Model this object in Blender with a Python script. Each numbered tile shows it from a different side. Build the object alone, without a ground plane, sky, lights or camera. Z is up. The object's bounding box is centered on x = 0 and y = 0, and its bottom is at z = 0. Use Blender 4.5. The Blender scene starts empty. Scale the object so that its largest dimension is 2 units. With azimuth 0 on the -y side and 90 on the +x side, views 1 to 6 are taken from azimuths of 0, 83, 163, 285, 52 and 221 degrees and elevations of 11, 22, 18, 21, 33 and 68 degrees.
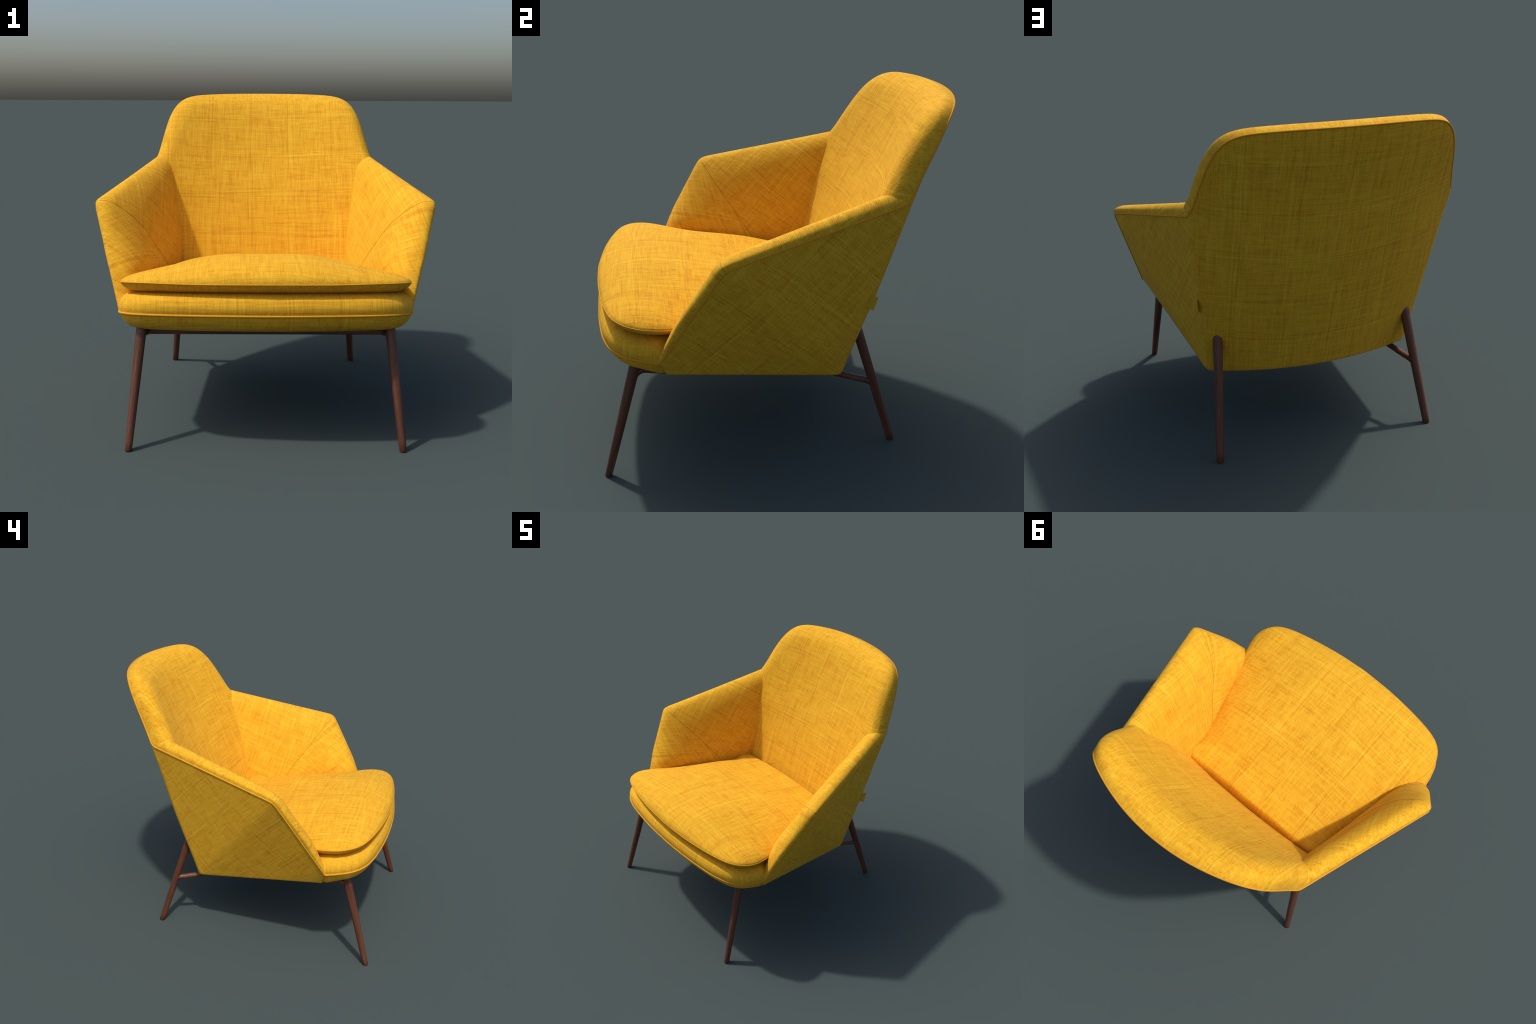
# Upholstered lounge armchair: tilted seat, ruled shell, padded back and arms,
# loose cushion, turned wooden legs joined by rails.
import bpy, math
import numpy as np

TILT = 0.185            # the seat planes fall backwards: z = level - TILT * y
rng = np.random.default_rng(7)

# ------------------------------------------------------------------ helpers
def arr(*p):
    return np.array(p, float)

def arclen(P):
    return np.concatenate([[0], np.cumsum(np.linalg.norm(np.diff(P, axis=0), axis=1))])

def resample(P, n):
    s = arclen(P)
    t = np.linspace(0, s[-1], n)
    return np.stack([np.interp(t, s, P[:, k]) for k in range(P.shape[1])], 1)

def catmull(P, per=12, closed=False):
    """Centripetal Catmull-Rom through control points."""
    P = np.asarray(P, float)
    n = len(P)
    if closed:
        Q = np.vstack([P[-1], P, P[0], P[1]])
        segs = n
    else:
        Q = np.vstack([2 * P[0] - P[1], P, 2 * P[-1] - P[-2]])
        segs = n - 1
    out = []
    for i in range(segs):
        p0, p1, p2, p3 = Q[i:i + 4]
        d = lambda a, b: max(np.linalg.norm(a - b) ** 0.5, 1e-6)
        t0 = 0.0; t1 = t0 + d(p0, p1); t2 = t1 + d(p1, p2); t3 = t2 + d(p2, p3)
        for t in np.linspace(t1, t2, per, endpoint=False):
            a1 = (t1 - t) / (t1 - t0) * p0 + (t - t0) / (t1 - t0) * p1
            a2 = (t2 - t) / (t2 - t1) * p1 + (t - t1) / (t2 - t1) * p2
            a3 = (t3 - t) / (t3 - t2) * p2 + (t - t2) / (t3 - t2) * p3
            b1 = (t2 - t) / (t2 - t0) * a1 + (t - t0) / (t2 - t0) * a2
            b2 = (t3 - t) / (t3 - t1) * a2 + (t - t1) / (t3 - t1) * a3
            out.append((t2 - t) / (t2 - t1) * b1 + (t - t1) / (t2 - t1) * b2)
    if not closed:
        out.append(P[-1])
    return np.array(out)

def gauss_rows(P, sigma, closed=False):
    """Smooth a uniformly sampled polyline; sigma in samples, ends kept when open."""
    if sigma < 0.2:
        return P.copy()
    r = int(math.ceil(3 * sigma))
    k = np.exp(-0.5 * (np.arange(-r, r + 1) / sigma) ** 2)
    k /= k.sum()
    if closed:
        Q = np.vstack([P[-r:], P, P[:r]])
    else:
        Q = np.vstack([2 * P[0] - P[r:0:-1], P, 2 * P[-1] - P[-2:-r - 2:-1]])
    return np.stack([np.convolve(Q[:, c], k, "valid") for c in range(P.shape[1])], 1)

def smoothstep(a, b, x):
    t = np.clip((x - a) / (b - a), 0, 1)
    return t * t * (3 - 2 * t)

def mirror(P):
    Q = np.array(P, float)
    Q[..., 0] *= -1
    return Q

def make_mesh(name, verts, faces, mat, parent=None, smooth=True, merge=0.0):
    me = bpy.data.meshes.new(name)
    me.from_pydata([tuple(v) for v in verts], [], faces)
    me.validate()
    if merge:
        import bmesh
        bm = bmesh.new(); bm.from_mesh(me)
        bmesh.ops.remove_doubles(bm, verts=bm.verts, dist=merge)
        bmesh.ops.recalc_face_normals(bm, faces=bm.faces)
        bm.to_mesh(me); bm.free()
    me.polygons.foreach_set("use_smooth", [smooth] * len(me.polygons))
    me.materials.append(mat)
    ob = bpy.data.objects.new(name, me)
    bpy.context.scene.collection.objects.link(ob)
    ob.parent = parent
    return ob

def grid_faces(rows, cols, wrap=False, flip=False, base=0):
    F = []
    for i in range(rows - 1):
        for j in range(cols if wrap else cols - 1):
            k = (j + 1) % cols
            f = (base + i * cols + j, base + i * cols + k, base + (i + 1) * cols + k, base + (i + 1) * cols + j)
            F.append(f[::-1] if flip else f)
    return F

def tube(path, radius, sides=12, caps=True):
    """Sweep a circle along a path; radius may vary per point. Returns verts, faces."""
    P = np.asarray(path, float)
    R = np.broadcast_to(np.asarray(radius, float), (len(P),))
    T = np.gradient(P, axis=0)
    T /= np.linalg.norm(T, axis=1, keepdims=True)
    ref = arr(1, 0, 0) if abs(T[0][0]) < 0.8 else arr(0, 1, 0)
    V = []
    N = np.cross(T[0], ref)
    for p, t, r in zip(P, T, R):
        N = N - t * (N @ t)
        N /= np.linalg.norm(N)
        B = np.cross(t, N)
        for a in np.arange(sides) * math.tau / sides:
            V.append(p + r * (math.cos(a) * N + math.sin(a) * B))
    F = grid_faces(len(P), sides, wrap=True)
    if caps:
        F.append(tuple(range(sides))[::-1])
        F.append(tuple(range((len(P) - 1) * sides, len(P) * sides)))
    return V, F

def rounded_poly(pts, sigma, step=0.004):
    """Polyline with its corners softened by a gaussian of the given length."""
    P = np.asarray(pts, float)
    n = max(8, int(arclen(P)[-1] / step))
    return gauss_rows(resample(P, n), sigma / step)

# ------------------------------------------------------------------ materials
class Nodes:
    def __init__(self, name):
        self.mat = bpy.data.materials.new(name)
        self.mat.use_nodes = True
        self.t = self.mat.node_tree
        self.bsdf = self.t.nodes["Principled BSDF"]

    def n(self, kind, **kw):
        node = self.t.nodes.new(kind)
        for k, v in kw.items():
            setattr(node, k, v)
        return node

    def put(self, sock, v):
        if hasattr(v, "is_output") or isinstance(v, bpy.types.NodeSocket):
            self.t.links.new(v, sock)
        else:
            sock.default_value = v

    def m(self, op, a, b=0.0, c=0.0):
        node = self.n("ShaderNodeMath", operation=op)
        for s, v in zip(node.inputs, (a, b, c)):
            self.put(s, v)
        return node.outputs[0]

    def dot(self, v, w):
        node = self.n("ShaderNodeVectorMath", operation="DOT_PRODUCT")
        self.put(node.inputs[0], v)
        node.inputs[1].default_value = w
        return node.outputs["Value"]

    def xyz(self, x, y, z=0.0):
        node = self.n("ShaderNodeCombineXYZ")
        for s, v in zip(node.inputs, (x, y, z)):
            self.put(s, v)
        return node.outputs[0]

    def noise(self, vec, scale=1.0, detail=2.0, rough=0.5):
        node = self.n("ShaderNodeTexNoise")
        self.put(node.inputs["Vector"], vec)
        node.inputs["Scale"].default_value = scale
        node.inputs["Detail"].default_value = detail
        node.inputs["Roughness"].default_value = rough
        return node.outputs["Fac"]

    def ramp(self, fac, stops):
        node = self.n("ShaderNodeValToRGB")
        r = node.color_ramp
        while len(r.elements) < len(stops):
            r.elements.new(0.5)
        for e, (p, c) in zip(r.elements, stops):
            e.position = p
            e.color = (*c, 1)
        self.t.links.new(fac, node.inputs[0])
        return node.outputs[0]


def fabric(name, u, v, turn=0.0, other=None, plane=None, seed=0.0, twill=1.0, hand=1.0):
    """Slubbed twill cloth. u, v: directions of warp and weft across the part (object space);
    turn rotates the cloth on the part; other=(u, v, turn) is used where the surface
    faces sideways, or beyond a plane."""
    g = Nodes(name)
    P = g.n("ShaderNodeTexCoord").outputs["Object"]

    def basis(u, v, turn):
        c, s = math.cos(math.radians(turn)), math.sin(math.radians(turn))
        u, v = np.array(u, float), np.array(v, float)
        w = np.cross(u, v)
        w /= np.linalg.norm(w)
        return g.dot(P, tuple(c * u + s * v)), g.dot(P, tuple(c * v - s * u)), g.dot(P, tuple(w))

    U, V, W = basis(u, v, turn)
    if other:
        U2, V2, W2 = basis(*other)
        if plane is None:
            nx = g.dot(g.n("ShaderNodeNewGeometry").outputs["Normal"], (1, 0, 0))
            side = g.m("GREATER_THAN", g.m("ABSOLUTE", nx), 0.70)
        else:
            side = g.m("LESS_THAN", g.dot(P, plane[0]), plane[1])
        mix = lambda a, b: g.m("ADD", g.m("MULTIPLY", a, g.m("SUBTRACT", 1.0, side)), g.m("MULTIPLY", b, side))
        U, V, W = mix(U, U2), mix(V, V2), mix(W, W2)
    # gentle waviness of the threads
    wob = g.noise(g.xyz(U, V, seed), 2.2, 0.5)
    wob = g.m("MULTIPLY", g.m("SUBTRACT", wob, 0.5), 0.012)
    U = g.m("ADD", U, wob)
    V = g.m("ADD", V, wob)

    # the third noise axis runs through the depth of the part, so threads stay short where the cloth rolls over an edge
    def streak(a, b, fine, long, z, detail=2.0, deep=32.0):
        return g.noise(g.xyz(g.m("MULTIPLY", a, fine), g.m("MULTIPLY", b, long), g.m("MULTIPLY_ADD", W, deep, seed + z)), 1.0, detail, 0.6)

    warp = streak(U, V, 175, 6.0, 1.3)
    weft = streak(V, U, 185, 6.5, 7.7)
    band_u = streak(U, V, 45, 2.4, 3.1, 1.0, 18.0)
    band_v = streak(V, U, 48, 2.8, 5.9, 1.0, 18.0)
    cloud = g.noise(g.xyz(U, V, g.m("ADD", W, seed + 11)), 9.0, 3.0, 0.6)
    speck = g.noise(g.xyz(U, V, g.m("ADD", W, seed + 17)), 270.0, 2.0, 0.7)

    # recurring groups of plain heavier and paler threads, about 0.56 m apart
    def group(a, b, z):
        f = g.m("SUBTRACT", g.m("PINGPONG", g.m("ADD", a, 0.17 + seed * 0.013), 0.28), 0.14)
        win = g.m("POWER", 2.718, g.m("MULTIPLY", g.m("MULTIPLY", f, f), -700.0))
        st = g.noise(g.xyz(g.m("MULTIPLY", a, 95.0), g.m("MULTIPLY", b, 1.5), z), 1.0, 0.5)
        return g.m("MULTIPLY", win, g.m("SUBTRACT", st, 0.5))

    tone = g.m("MULTIPLY", g.m("SUBTRACT", warp, 0.5), 0.54)
    for s, k in ((weft, 0.48), (band_u, 0.21), (band_v, 0.18), (cloud, 0.09), (speck, 0.46)):
        tone = g.m("ADD", tone, g.m("MULTIPLY", g.m("SUBTRACT", s, 0.5), k))
    for s in (group(U, V, seed + 21.0), group(V, U, seed + 29.0)):
        tone = g.m("ADD", tone, g.m("MULTIPLY", s, 0.50))

    # diagonal twill ribs broken up into short strokes
    d = g.m("ADD", g.m("ADD", U, g.m("MULTIPLY", V, 0.85 * hand)), g.m("MULTIPLY", W, 0.7))
    brk = g.noise(g.xyz(U, V, g.m("ADD", W, seed + 37)), 26.0, 2.0)
    ph = g.m("ADD", g.m("MULTIPLY", d, math.tau / 0.0105), g.m("MULTIPLY", brk, 10.0))
    rib = g.m("MULTIPLY_ADD", g.m("SINE", ph), 0.5, 0.5)
    # ribs fade where the cloth turns square to them, so they never close into rings
    lean = np.cross(u, v) / np.linalg.norm(np.cross(u, v)) * 0.7 + np.array(u, float) + 0.85 * hand * np.array(v, float)
    facing = g.dot(g.n("ShaderNodeNewGeometry").outputs["Normal"], tuple(lean / np.linalg.norm(lean)))
    keep = g.m("SUBTRACT", 1.0, g.m("MULTIPLY", facing, facing))
    amp = g.noise(g.xyz(U, V, g.m("ADD", W, seed + 41)), 16.0, 2.0)
    amp = g.m("MULTIPLY", g.m("MULTIPLY", amp, 1.0 * twill), keep)
    rib = g.m("MULTIPLY", g.m("SUBTRACT", rib, 0.5), amp)
    tone = g.m("ADD", tone, g.m("MULTIPLY", rib, 0.34))
    tone = g.m("ADD", tone, 0.5)

    col = g.ramp(tone, [(0.12, (0.49, 0.195, 0.009)), (0.36, (0.68, 0.308, 0.014)),
                        (0.54, (0.80, 0.420, 0.023)), (0.78, (0.88, 0.535, 0.042))])
    g.put(g.bsdf.inputs["Base Color"], col)
    g.bsdf.inputs["Roughness"].default_value = 0.85
    g.bsdf.inputs["Specular IOR Level"].default_value = 0.15
    g.bsdf.inputs["Sheen Weight"].default_value = 0.06
    g.bsdf.inputs["Sheen Roughness"].default_value = 0.5
    g.bsdf.inputs["Sheen Tint"].default_value = (1.0, 0.75, 0.3, 1)
    h = g.m("ADD", g.m("MULTIPLY", rib, 1.0), g.m("MULTIPLY", speck, 0.7))
    h = g.m("ADD", h, g.m("MULTIPLY", g.m("ADD", warp, weft), 0.35))
    b = g.n("ShaderNodeBump")
    b.inputs["Strength"].default_value = 0.7
    b.inputs["Distance"].default_value = 0.0022
    g.put(b.inputs["Height"], h)
    g.t.links.new(b.outputs[0], g.bsdf.inputs["Normal"])
    return g.mat


def plain_cloth(name, colour):
    g = Nodes(name)
    P = g.n("ShaderNodeTexCoord").outputs["Object"]
    f = g.noise(P, 160.0, 3.0)
    g.put(g.bsdf.inputs["Base Color"], g.ramp(f, [(0.3, tuple(c * 0.8 for c in colour)), (0.7, colour)]))
    g.bsdf.inputs["Roughness"].default_value = 0.85
    g.bsdf.inputs["Specular IOR Level"].default_value = 0.15
    return g.mat


def wood(name, axis):
    g = Nodes(name)
    P = g.n("ShaderNodeTexCoord").outputs["Object"]
    a = np.array(axis, float); a /= np.linalg.norm(a)
    e1 = np.cross(a, (0.3, 0.8, 0.1)); e1 /= np.linalg.norm(e1)
    e2 = np.cross(a, e1)
    X, Y, Z = g.dot(P, tuple(e1)), g.dot(P, tuple(e2)), g.dot(P, tuple(a))
    grain = g.noise(g.xyz(g.m("MULTIPLY", X, 150.0), g.m("MULTIPLY", Y, 150.0), g.m("MULTIPLY", Z, 5.0)), 1.0, 3.0, 0.6)
    broad = g.noise(g.xyz(g.m("MULTIPLY", X, 45.0), g.m("MULTIPLY", Y, 45.0), g.m("MULTIPLY", Z, 2.5)), 1.0, 2.0)
    t = g.m("ADD", g.m("MULTIPLY", grain, 0.6), g.m("MULTIPLY", broad, 0.4))
    g.put(g.bsdf.inputs["Base Color"], g.ramp(t, [(0.30, (0.055, 0.017, 0.009)), (0.5, (0.120, 0.038, 0.018)), (0.68, (0.185, 0.070, 0.036))]))
    g.bsdf.inputs["Roughness"].default_value = 0.42
    g.bsdf.inputs["Specular IOR Level"].default_value = 0.45
    b = g.n("ShaderNodeBump")
    b.inputs["Strength"].default_value = 0.15
    b.inputs["Distance"].default_value = 0.001
    g.put(b.inputs["Height"], grain)
    g.t.links.new(b.outputs[0], g.bsdf.inputs["Normal"])
    return g.mat


# ------------------------------------------------------------------ the thing
chair = bpy.data.objects.new("armchair", None)
bpy.context.scene.collection.objects.link(chair)
chair["label"] = "mustard yellow upholstered lounge armchair on slanted dark wooden legs"
chair["category"] = "armchair"

DEPTH_N = arr(0, -0.939, 0.343)      # forward out of the reclined back
SLOPE_H = arr(0, 0.343, 0.939)       # upwards along the reclined back
m_shell = fabric("cloth_outer", (1, 0, 0), SLOPE_H, 0.0,
                 other=((0, 1, 0), (0, 0.0, 1), 44.0), seed=2.0, hand=-1.0)
m_back = fabric("cloth_back", arr(1, 0, 0), SLOPE_H + 0.08 * DEPTH_N, seed=5.0, twill=0.9)
MITRE = ((0.025, 0.839, 0.544), 0.437)          # stitched mitre between arm top and arm front
MITRE_L = ((-0.025, 0.839, 0.544), 0.437)
m_arm_r = fabric("cloth_arm_right", (-0.25, 0.9, 0.15), (0.55, -0.1, 0.85), 8.0, seed=9.0,
                 other=((-0.45, 0.6, 0.3), (0.3, 0.35, 0.85), 48.0), plane=MITRE)
m_arm_l = fabric("cloth_arm_left", (0.25, 0.9, 0.15), (-0.55, -0.1, 0.85), 40.0, seed=13.0,
                 other=((0.45, 0.6, 0.3), (-0.3, 0.35, 0.85), 10.0), plane=MITRE_L)
m_base = fabric("cloth_base", (1, 0.1, 0), (0, 0.4, 1), seed=17.0, other=((0, 1, 0), (0.3, 0, 1), 0.0))
m_cush = fabric("cloth_cushion", (1, 0, 0.06), (0, 0.98, 0.15), 0.0, seed=23.0, twill=1.1)
m_pipe = plain_cloth("cloth_piping", (0.74, 0.335, 0.020))
m_seam = plain_cloth("cloth_seam", (0.52, 0.230, 0.014))
m_tab = plain_cloth("cloth_tab", (0.70, 0.42, 0.025))

# ---- key points of the right half (x > 0); the left half is the mirror image
A = arr(0.620, 0.312, 0.432)         # lower back corner of the shell
B = arr(0.730, 0.632, 1.426)         # seam at the notch between arm and back
C = arr(0.996, -0.312, 1.241)        # seam at the arm tip
D = arr(0.816, -0.650, 0.688)        # foot of the arm's front edge
E = arr(0.766, -0.622, 0.605)        # lower front corner of the side panel

def back_y(x, z):
    """Rear face of the back: reclined and bowed."""
    return 0.458 + 0.3657 * (z - 0.425) - 0.36 * np.asarray(x) ** 2 + 0.019 * smoothstep(1.45, 1.80, z)

# outline of the back above the notch, in (x, z), from the notch to the top centre
outline = catmull([(0.730, 1.426), (0.722, 1.441), (0.714, 1.462), (0.705, 1.497), (0.695, 1.537), (0.683, 1.586), (0.671, 1.634),
                   (0.659, 1.678), (0.642, 1.725), (0.622, 1.767), (0.600, 1.798), (0.576, 1.821), (0.547, 1.838),
                   (0.512, 1.850), (0.474, 1.857), (0.424, 1.862), (0.370, 1.865), (0.277, 1.869), (0.159, 1.871), (0.0, 1.872)], 12)
outline3 = np.column_stack([outline[:, 0], back_y(outline[:, 0], outline[:, 1]), outline[:, 1]])

# seam of the right half: D - C - B - top centre, corners slightly softened
seam_arm = np.vstack([resample(np.array([D, C]), 180)[:-1], resample(np.array([C, B]), 250)])
seam_r = np.vstack([seam_arm[:-1], outline3])
seam_full = np.vstack([seam_r[:-1], mirror(seam_r)[::-1]])
N_SEAM = 1500
seam_full = gauss_rows(resample(seam_full, N_SEAM), 5)

# ------------------------------------------------------------------ outer shell
def ruling_ends():
    """Pairs (bottom, top) in order from the right front edge round the back to the left."""
    bot, top = [], []
    for t in np.linspace(0, 1, 60, endpoint=False):
        bot.append(E + (A - E) * t); top.append(D + (C - D) * t)
    for t in np.linspace(0, 1, 60, endpoint=False):
        bot.append(A); top.append(C + (B - C) * t)
    return np.array(bot), np.array(top)

bot_r, top_r = ruling_ends()
back_n = 241
loop_top = resample(np.vstack([outline3[:-1], mirror(outline3)[::-1]]), back_n)
ROWS, COLS = 90, 640
shell_rows = []
for v in np.linspace(0, 1, ROWS):
    right = bot_r + (top_r - bot_r) * v
    xb = np.linspace(A[0], -A[0], back_n)
    xx = xb + (loop_top[:, 0] - xb) * v
    zz = A[2] + (loop_top[:, 2] - A[2]) * v
    back = np.column_stack([xx, back_y(xx, zz), zz])
    dist = np.linalg.norm(loop_top[:, [0, 2]] - np.column_stack([xx, zz]), axis=1)
    puff = (0.011 - 0.007 * smoothstep(0.45, 0.95, v)) * (1 - np.exp(-(dist / 0.022) ** 1.2)) * smoothstep(0.0, 0.5, v)
    back -= DEPTH_N * puff[:, None]
    row = np.vstack([right, back, mirror(right)[::-1]])
    length = arclen(row)[-1]
    row = resample(row, COLS)
    sig = 0.020 * (1 - smoothstep(0.75, 1.0, v)) + 0.004
    row = gauss_rows(row, sig / (length / COLS))
    shell_rows.append(row)
shell_rows = np.array(shell_rows)
# the lower edge curls under
edge = shell_rows[0]
tan = np.gradient(edge, axis=0); tan /= np.linalg.norm(tan, axis=1, keepdims=True)
inward = np.cross(arr(0, 0, 1), tan); inward /= np.linalg.norm(inward, axis=1, keepdims=True)
if (inward[COLS // 2] @ arr(0, -1, 0)) < 0:
    inward = -inward
curl = [edge + inward * i + arr(0, 0, -1) * d for i, d in ((0.10, 0.016), (0.03, 0.016), (0.014, 0.012), (0.004, 0.006))]
allrows = np.array(curl + list(shell_rows))
# the front ends are turned in behind the seat base
turn_r, turn_l = allrows[:, :1] + arr(-0.07, 0.02, 0.0), allrows[:, -1:] + arr(0.07, 0.02, 0.0)
allrows = np.concatenate([turn_r, allrows, turn_l], axis=1)
make_mesh("outer_shell", allrows.reshape(-1, 3), grid_faces(len(allrows), allrows.shape[1], flip=True), m_shell, chair)

# seam piping all along the edge of the shell
V, F = tube(gauss_rows(seam_full, 3), 0.0048, 8)
make_mesh("seam_piping", V, F, m_pipe, chair)

# ------------------------------------------------------------------ padded back
hidden = catmull([(0.722, 1.36), (0.700, 1.2), (0.668, 1.0), (0.635, 0.78), (0.59, 0.52)], 12)
half = np.vstack([hidden[::-1], outline])
loop = np.vstack([half[:-1], np.column_stack([-half[:, 0], half[:, 1]])[::-1]])
loop = np.vstack([loop, np.column_stack([np.linspace(-0.59, 0.59, 60)[1:-1], np.full(58, 0.52)])])
loop = resample(np.vstack([loop, loop[:1]]), 521)[:-1]
loop = gauss_rows(loop, 2.0, closed=True)
T2 = np.roll(loop, -1, 0) - np.roll(loop, 1, 0)
T2 /= np.linalg.norm(T2, axis=1, keepdims=True)
N2 = np.column_stack([T2[:, 1], -T2[:, 0]])
if (N2 * (loop - arr(0, 1.3))).sum() < 0:
    N2 = -N2
N2 = gauss_rows(N2, 5, closed=True)
N2 /= np.linalg.norm(N2, axis=1, keepdims=True)

def back_thick(x, z):
    """Padding depth: a lumbar swell low in the middle, thinner towards the top edge."""
    edge = np.interp(z, [0.50, 0.74, 0.96, 1.18, 1.44, 1.70, 1.87], [0.150, 0.158, 0.181, 0.193, 0.178, 0.160, 0.155])
    mid = np.interp(z, [0.50, 0.70, 0.95, 1.20, 1.45, 1.70, 1.87], [0.265, 0.272, 0.266, 0.246, 0.206, 0.186, 0.178])
    k = np.clip(np.abs(x) / 0.58, 0, 1.13) ** 2.4
    return mid + (edge - mid) * k

# cross-section of the rolled rim: (outwards, forwards)
rim_prof = catmull([(0, 0), (0.006, 0.014), (0.012, 0.034), (0.015, 0.055), (0.012, 0.078), (0.004, 0.099),
                    (-0.011, 0.119), (-0.032, 0.136), (-0.061, 0.149), (-0.096, 0.158), (-0.140, 0.163)], 5)
n_up = np.clip(N2[:, 1], -1, 1)
wlow = smoothstep(0.35, 0.85, -n_up)[:, None]          # the hidden bottom edge is plain, without a roll

def on_back(q, f):
    """Lift sheet coordinates (x, z) with a forward offset f into space."""
    y = back_y(q[:, 0], q[:, 1])
    return np.column_stack([q[:, 0], y, q[:, 1]]) + f[:, None] * DEPTH_N

rings = []
full = back_thick(loop[:, 0], loop[:, 1])
rim_T = back_thick(loop[:, 0] - N2[:, 0] * 0.14, loop[:, 1] - N2[:, 1] * 0.14) / rim_prof[-1, 1]
swell = 1.0 + 0.55 * np.clip(n_up, 0, 1)
arm_hide = (0.10 + 0.90 * smoothstep(1.32, 1.44, loop[:, 1]))
arm_roll = (0.55 + 0.45 * smoothstep(1.10, 1.65, loop[:, 1]))
for b in rim_prof:
    # leaning the padding forward also lifts it, so take that lift out of the swell along the top
    o = b[0] * (swell * arm_hide if b[0] > 0 else arm_roll) - 0.365 * b[1] * rim_T * np.clip(n_up, 0, 1)
    o = o[:, None] * (1 - wlow)                       # inside the arms the padding keeps squarer edges
    f = (b[1] * rim_T)[:, None]
    f = f * (1 - wlow) + (b[1] / rim_prof[-1, 1] * full)[:, None] * wlow
    q = loop + N2 * o * arr(1, 0.939)
    rings.append(on_back(q, f[:, 0]))
of = np.column_stack([o, f])
last_q, last_f = q, of[:, 1]
spine = np.column_stack([np.zeros(len(loop)), np.clip(last_q[:, 1], 0.85, 1.42)])
gap = back_thick(last_q[:, 0], last_q[:, 1]) - last_f
for rho in np.linspace(1, 0, 46)[1:]:
    q = spine + (last_q - spine) * rho
    f = back_thick(q[:, 0], q[:, 1]) - gap * rho ** 4
    rings.append(on_back(q, f))
rings = np.array(rings)
make_mesh("backrest", rings.reshape(-1, 3), grid_faces(len(rings), len(loop), wrap=True), m_back, chair, merge=1e-4)

# ------------------------------------------------------------------ armrests
# cross-sections from the outer seam over the crest and down the inner wall
sec_back = [(0.738, 0.600, 1.418), (0.740, 0.575, 1.450), (0.722, 0.538, 1.472), (0.700, 0.510, 1.468),
            (0.668, 0.480, 1.445), (0.642, 0.455, 1.405), (0.622, 0.435, 1.345), (0.604, 0.420, 1.270),
            (0.574, 0.390, 1.130), (0.549, 0.345, 0.950), (0.535, 0.300, 0.740)]
sec_tip = [tuple(C), (0.996, -0.325, 1.266), (0.960, -0.336, 1.280), (0.912, -0.331, 1.273), (0.859, -0.306, 1.236),
           (0.808, -0.273, 1.188), (0.767, -0.240, 1.138), (0.727, -0.200, 1.079), (0.672, -0.124, 0.965),
           (0.615, -0.046, 0.846), (0.570, 0.030, 0.740)]
sec_front = [tuple((C + D) / 2), (0.908, -0.508, 0.968), (0.888, -0.534, 0.958), (0.852, -0.543, 0.946), (0.802, -0.542, 0.935),
             (0.757, -0.519, 0.925), (0.717, -0.465, 0.915), (0.685, -0.380, 0.900), (0.645, -0.225, 0.860),
             (0.600, -0.060, 0.800), (0.570, 0.030, 0.740)]
sec_low = [tuple(D), (0.815, -0.659, 0.690), (0.808, -0.666, 0.690), (0.799, -0.668, 0.690), (0.785, -0.662, 0.690),
           (0.765, -0.645, 0.690), (0.740, -0.600, 0.690), (0.715, -0.520, 0.690), (0.665, -0.330, 0.690),
           (0.620, -0.120, 0.690), (0.580, 0.000, 0.690)]
ACROSS = 64
def section(pts):
    c = catmull(pts, 10)
    # equal share of samples for every span keeps the sections in step
    t = np.linspace(0, len(c) - 1, ACROSS)
    return np.stack([np.interp(t, np.arange(len(c)), c[:, k]) for k in range(3)], 1)
s1, s2, s3, s4 = map(section, (sec_back, sec_tip, sec_front, sec_low))
s0 = s1 + (s1 - s2) * 0.10
s0[:12] = s1[:12] + (s0[:12] - s1[:12]) * np.linspace(0.3, 0.9, 12)[:, None]
stations = []
nst = {0: 14, 1: 130, 2: 70, 3: 60}
seq = [s0, s1, s2, s3, s4]
knots = []
for k in range(4):
    knots.append(len(stations))
    for t in np.linspace(0, 1, nst[k], endpoint=False):
        stations.append(seq[k] + (seq[k + 1] - seq[k]) * t)
stations.append(s4)
G = np.array(stations)
mid = knots[2]
for j in range(ACROSS):                       # soften the turn at the tip, more towards the inside
    w = j / (ACROSS - 1)
    soft = gauss_rows(G[:, j], 2.5 + 9 * smoothstep(0.0, 0.5, w))
    G[:, j] = soft
arm_faces = grid_faces(len(G), ACROSS)
make_mesh("armrest", G.reshape(-1, 3), arm_faces, m_arm_r, chair, merge=1e-5)
make_mesh("armrest.001", mirror(G).reshape(-1, 3), [f[::-1] for f in arm_faces], m_arm_l, chair, merge=1e-5)

# stitched mitre: a thin dark seam where the arm surface crosses the mitre plane
mn, md = arr(*MITRE[0]), MITRE[1]
line = []
for j in range(2, ACROSS):
    h = G[:, j] @ mn - md
    k = int(np.argmax(h < 0))
    if k > 0:
        t = h[k - 1] / (h[k - 1] - h[k])
        line.append(G[k - 1, j] + (G[k, j] - G[k - 1, j]) * t)
line = gauss_rows(np.array(line), 1.0)
line = np.vstack([G[np.argmax(G[:, 0] @ mn < md), 0], line])
for name, pts, par in (("arm_seam", line, "armrest"), ("arm_seam.001", mirror(line), "armrest.001")):
    V, F = tube(pts, 0.0016, 6)
    make_mesh(name, V, F, m_seam, bpy.data.objects[par])

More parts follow.
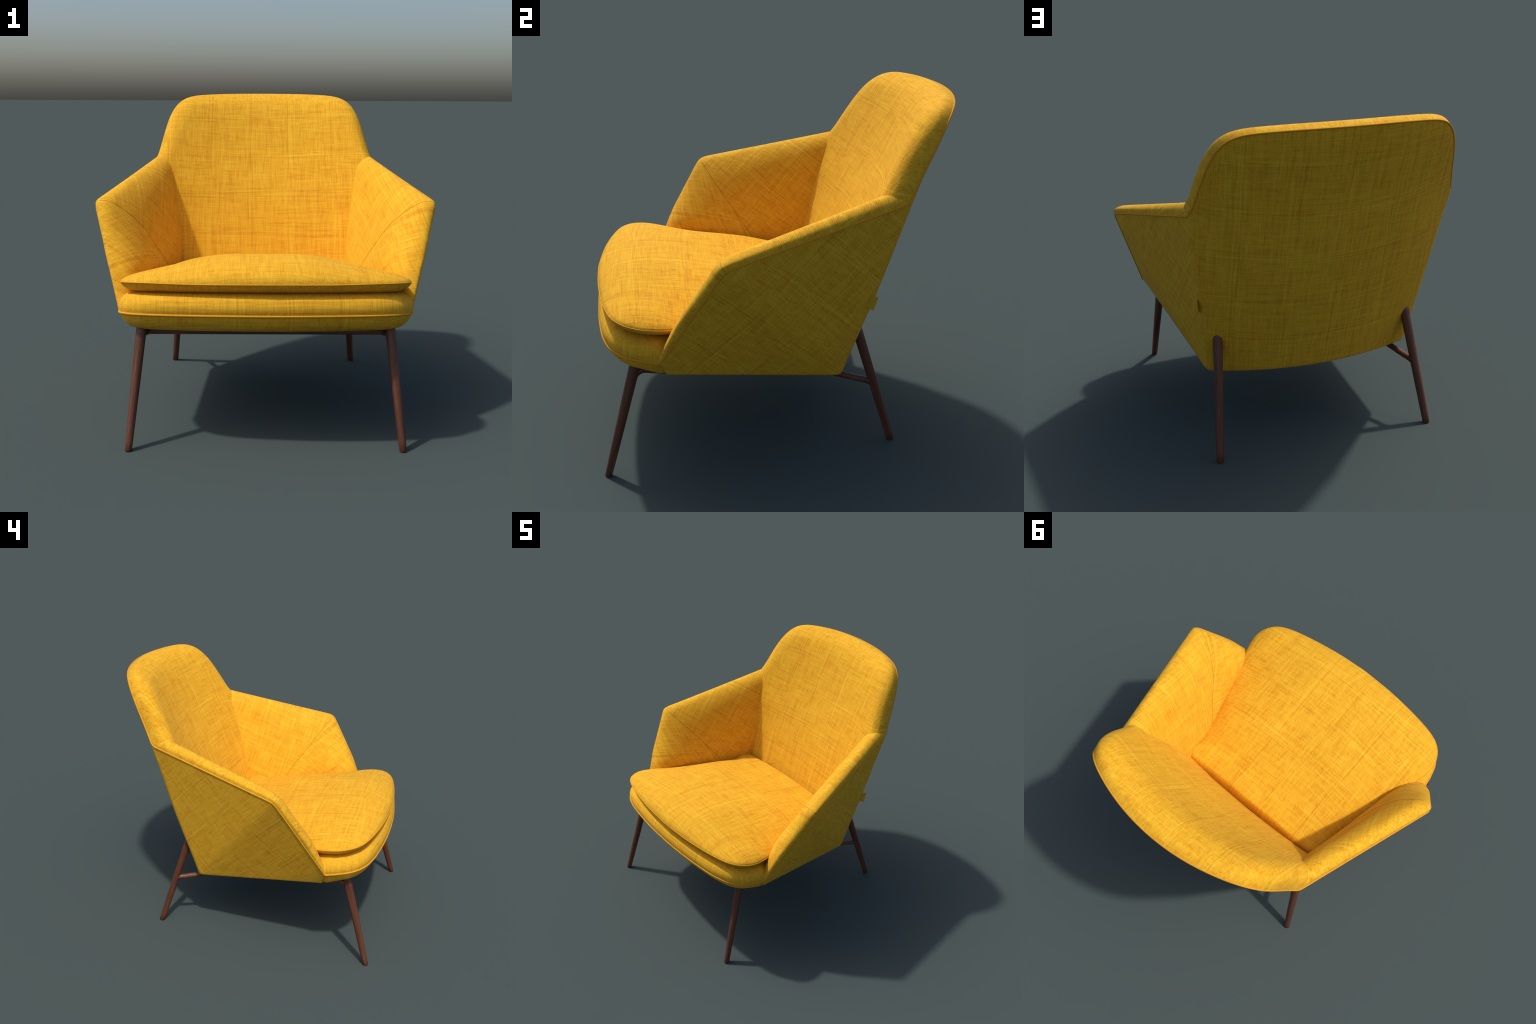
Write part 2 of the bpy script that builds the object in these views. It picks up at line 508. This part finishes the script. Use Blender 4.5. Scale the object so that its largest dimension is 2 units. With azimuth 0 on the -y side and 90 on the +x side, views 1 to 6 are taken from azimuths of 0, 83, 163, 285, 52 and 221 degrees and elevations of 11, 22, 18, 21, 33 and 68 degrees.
# ------------------------------------------------------------------ seat base
def seat_point(xy, level):
    return np.column_stack([xy[:, 0], xy[:, 1], level - TILT * xy[:, 1]])

def closed_loop(half_pts, n, soft):
    h = np.asarray(half_pts, float)
    full = np.vstack([h, np.column_stack([-h[:, 0], h[:, 1]])[::-1]])
    full = resample(np.vstack([full, full[:1]]), n + 1)[:-1]
    return gauss_rows(full, soft / (arclen(full)[-1] / n), closed=True)

def loop_normals(L, soft=4):
    t = np.roll(L, -1, 0) - np.roll(L, 1, 0)
    nn = np.column_stack([t[:, 1], -t[:, 0]])
    nn /= np.linalg.norm(nn, axis=1, keepdims=True)
    if (nn * (L - L.mean(0))).sum() < 0:
        nn = -nn
    nn = gauss_rows(nn, soft, closed=True)
    return nn / np.linalg.norm(nn, axis=1, keepdims=True)

front_half = catmull([(0.0, -0.987), (0.20, -0.981), (0.40, -0.963), (0.585, -0.933), (0.700, -0.890), (0.770, -0.825),
                      (0.801, -0.740), (0.816, -0.650)], 12)
base_half = np.vstack([front_half, [(0.772, -0.56), (0.735, -0.40), (0.605, 0.20), (0.585, 0.27), (0.40, 0.36), (0.0, 0.40)]])
base_loop = closed_loop(base_half, 480, 0.012)
bn = loop_normals(base_loop, 6)
LEVEL = 0.570
# how far forward a loop point lies decides how round the underside is
rnd = smoothstep(-0.62, -0.80, base_loop[:, 1])[:, None]
under_f = catmull([(0, LEVEL - 0.006), (0.006, 0.548), (0.022, 0.521), (0.050, 0.498), (0.088, 0.484), (0.14, 0.477), (0.20, 0.475)], 5)
under_s = catmull([(0, LEVEL - 0.006), (0.014, 0.548), (0.032, 0.516), (0.046, 0.494), (0.064, 0.480), (0.10, 0.474), (0.16, 0.473)], 5)
upper = catmull([(0, LEVEL + 0.004), (-0.004, 0.592), (-0.003, 0.612), (0.004, 0.634), (0.020, 0.656), (0.046, 0.673),
                 (0.085, 0.684), (0.14, 0.690)], 5)
rows = []
centre = arr(0, -0.3)
dip = 0.006 * (1 - np.clip(np.abs(base_loop[:, 0]) / 0.8, 0, 1) ** 2)   # the front rail of the base sags a little
for (fi, fl), (si, sl) in zip(under_f[::-1], under_s[::-1]):
    ins = fi * rnd + si * (1 - rnd)
    lev = (fl * rnd + sl * (1 - rnd))[:, 0]
    rows.append(seat_point(base_loop - bn * ins, lev - dip))
for i, l in upper:
    rows.append(seat_point(base_loop - bn * i, l - dip * (l < 0.64)))
c_low = seat_point(np.repeat(centre[None], len(base_loop), 0) + (base_loop - centre) * 0.0, np.full(len(base_loop), 0.472))
c_top = seat_point(np.repeat(centre[None], len(base_loop), 0) + (base_loop - centre) * 0.0, np.full(len(base_loop), 0.70))
rows = np.array([c_low] + rows + [c_top])
make_mesh("seat_base", rows.reshape(-1, 3), grid_faces(len(rows), len(base_loop), wrap=True), m_base, chair, merge=1e-6)

fl = np.vstack([np.column_stack([-front_half[1:, 0], front_half[1:, 1]])[::-1], front_half])
V, F = tube(seat_point(fl * 1.002, LEVEL - 0.006 * (1 - (np.abs(fl[:, 0]) / 0.816) ** 2)), 0.0062, 8)
make_mesh("base_piping", V, F, m_pipe, chair)

# ------------------------------------------------------------------ loose cushion
cush_half = np.vstack([catmull([(0.0, -0.982), (0.25, -0.968), (0.48, -0.936), (0.640, -0.898), (0.716, -0.862), (0.770, -0.802),
                                (0.794, -0.722), (0.785, -0.640)], 12),
                       [(0.645, -0.12), (0.590, 0.215), (0.562, 0.279), (0.0, 0.280)]])
cl = closed_loop(cush_half, 480, 0.022)
cn = loop_normals(cl, 6)
sp = np.column_stack([np.clip(cl[:, 0], -0.32, 0.32), np.full(len(cl), -0.34)])
spacing = arclen(np.vstack([cl, cl[:1]]))[-1] / len(cl)

def edge_dist(q):
    """Distance to the cushion's outline, softened in the corners."""
    d2 = ((q[:, None, :] - cl[None]) ** 2).sum(2)
    tot = (1.0 / (d2 + 1e-7) ** 3).sum(1) * spacing / 1.178
    return tot ** -0.2

edge_l = 0.731 + 0.008 * smoothstep(0.3, 0.75, np.abs(cl[:, 0]))

def crown(q):
    front = 1 - smoothstep(-0.55, 0.0, q[:, 1])
    return 0.893 - 0.026 * smoothstep(-0.35, 0.25, q[:, 1]) - (0.042 + 0.033 * front) * smoothstep(0.15, 0.74, np.abs(q[:, 0]))

top_rows, low_rows = [], []
for rho in 1 - np.linspace(0, 1, 60) ** 2.0:
    q = sp + (cl - sp) * rho
    e = edge_dist(q) if rho < 1 else np.zeros(len(q))
    fall = 0.44 - 0.20 * smoothstep(-0.55, -0.05, q[:, 1]) - 0.20 * smoothstep(0.06, 0.20, q[:, 1])       # boxier where the cushion is wedged between the arms
    d = np.clip(e / fall, 0, 1)
    g_ = (1 - (1 - d) ** 2.3) ** 0.55
    bump = 0.0030 * np.sin(q[:, 0] * 9 + 1.0) * np.sin(q[:, 1] * 8 + 0.5) * g_
    top_rows.append(seat_point(q, edge_l + (crown(q) - edge_l) * g_ + bump))
    d2 = np.clip(e / 0.11, 0, 1)
    g2 = (1 - (1 - d2) ** 2.0) ** 0.6
    low_rows.append(seat_point(q, edge_l - (edge_l - 0.684) * g2))
rows = np.array(low_rows[::-1] + top_rows[1:])
cushion = make_mesh("seat_cushion", rows.reshape(-1, 3), grid_faces(len(rows), len(cl), wrap=True), m_cush, chair, merge=1e-5)
rim = seat_point(cl + cn * 0.001, edge_l)
V, F = tube(np.vstack([rim, rim[:1]]), 0.0034, 8, caps=False)
make_mesh("cushion_piping", V, F, m_pipe, cushion)

# ------------------------------------------------------------------ wooden frame
frame = bpy.data.objects.new("frame", None)
bpy.context.scene.collection.objects.link(frame)
frame.parent = chair

def leg_mesh(foot, top, r_foot, r_top, name, mat):
    n = 30
    t = np.linspace(0, 1, n)
    path = foot + (top - foot) * t[:, None]
    rad = r_foot + (r_top - r_foot) * np.minimum(t * 1.1, 1) ** 0.9
    V, F = tube(path, rad, 24)
    V = np.array(V)
    V[:, 2] = np.where(np.arange(len(V)) < 24, 0.0, V[:, 2])
    # small chamfer round the foot
    first = V[:24].copy(); cen = first.mean(0)
    V[24:48] = first + (V[24:48] - first) * 0.10
    V[:24] = cen + (first - cen) * 0.86
    return make_mesh(name, V, F, mat, frame)

FF, FT = arr(0.737, -0.969, 0.0), arr(0.676, -0.776, 0.64)
BF, BT = arr(0.634, 0.606, 0.0), arr(0.566, 0.414, 0.685)
for sgn, tag in ((1, ""), (-1, "")):
    S = arr(sgn, 1, 1)
    leg_mesh(FF * S, FT * S, 0.0195, 0.0285, "leg", wood("wood_leg_front", (FT - FF) * S))
    leg_mesh(BF * S, BT * S, 0.0205, 0.0275, "leg", wood("wood_leg_back", (BT - BF) * S))
    # side rail: leaves the front leg in a bend, runs back close under the seat (at a constant level
    # of the tilted seat), bends inwards and comes out again to meet the back leg
    on_leg = lambda z: FF + (FT - FF) * (z / FT[2])
    joint = BF + (BT - BF) * 0.527
    under = lambda x, y: arr(x, y, 0.450 - TILT * y)
    ctrl = np.array([on_leg(0.49), on_leg(0.54), arr(0.676, -0.776, 0.576), under(0.672, -0.745), under(0.664, -0.68), under(0.645, -0.52),
                     under(0.575, -0.10), under(0.515, 0.12), under(0.500, 0.21), under(0.529, 0.30), under(0.563, 0.40), joint])
    path = catmull(ctrl, 12)
    s = arclen(path); L = s[-1]
    rad = 0.0180 + 0.007 * np.exp(-((L - s) / 0.026) ** 2) + 0.006 * np.exp(-(s / 0.09) ** 2)
    V, F = tube(path * S, rad, 20)
    make_mesh("side_rail", V, F, wood("wood_rail", arr(0.0, 1.0, -0.16)), frame)
V, F = tube(np.array([(x, -0.735, 0.598) for x in np.linspace(-0.67, 0.67, 40)]), 0.0175, 20)
make_mesh("cross_rail", V, F, wood("wood_cross_rail", (1, 0, 0)), frame)

# ------------------------------------------------------------------ sewn-in label tab
# on the right rear edge, folded cloth standing out of the side seam
V = []
for a_in, a_out in (((0.668, 0.440, 0.849), (0.682, 0.474, 0.834)), ((0.679, 0.464, 0.922), (0.688, 0.499, 0.910))):
    for p in (a_in, a_out):
        for c in (-0.0022, 0.0022):
            V.append(arr(*p) + arr(c, 0, 0))
F = [(0, 1, 3, 2), (4, 6, 7, 5), (0, 4, 5, 1), (2, 3, 7, 6), (0, 2, 6, 4), (1, 5, 7, 3)]
tab = make_mesh("label_tab", V, F, m_tab, chair, smooth=False, merge=1e-6)
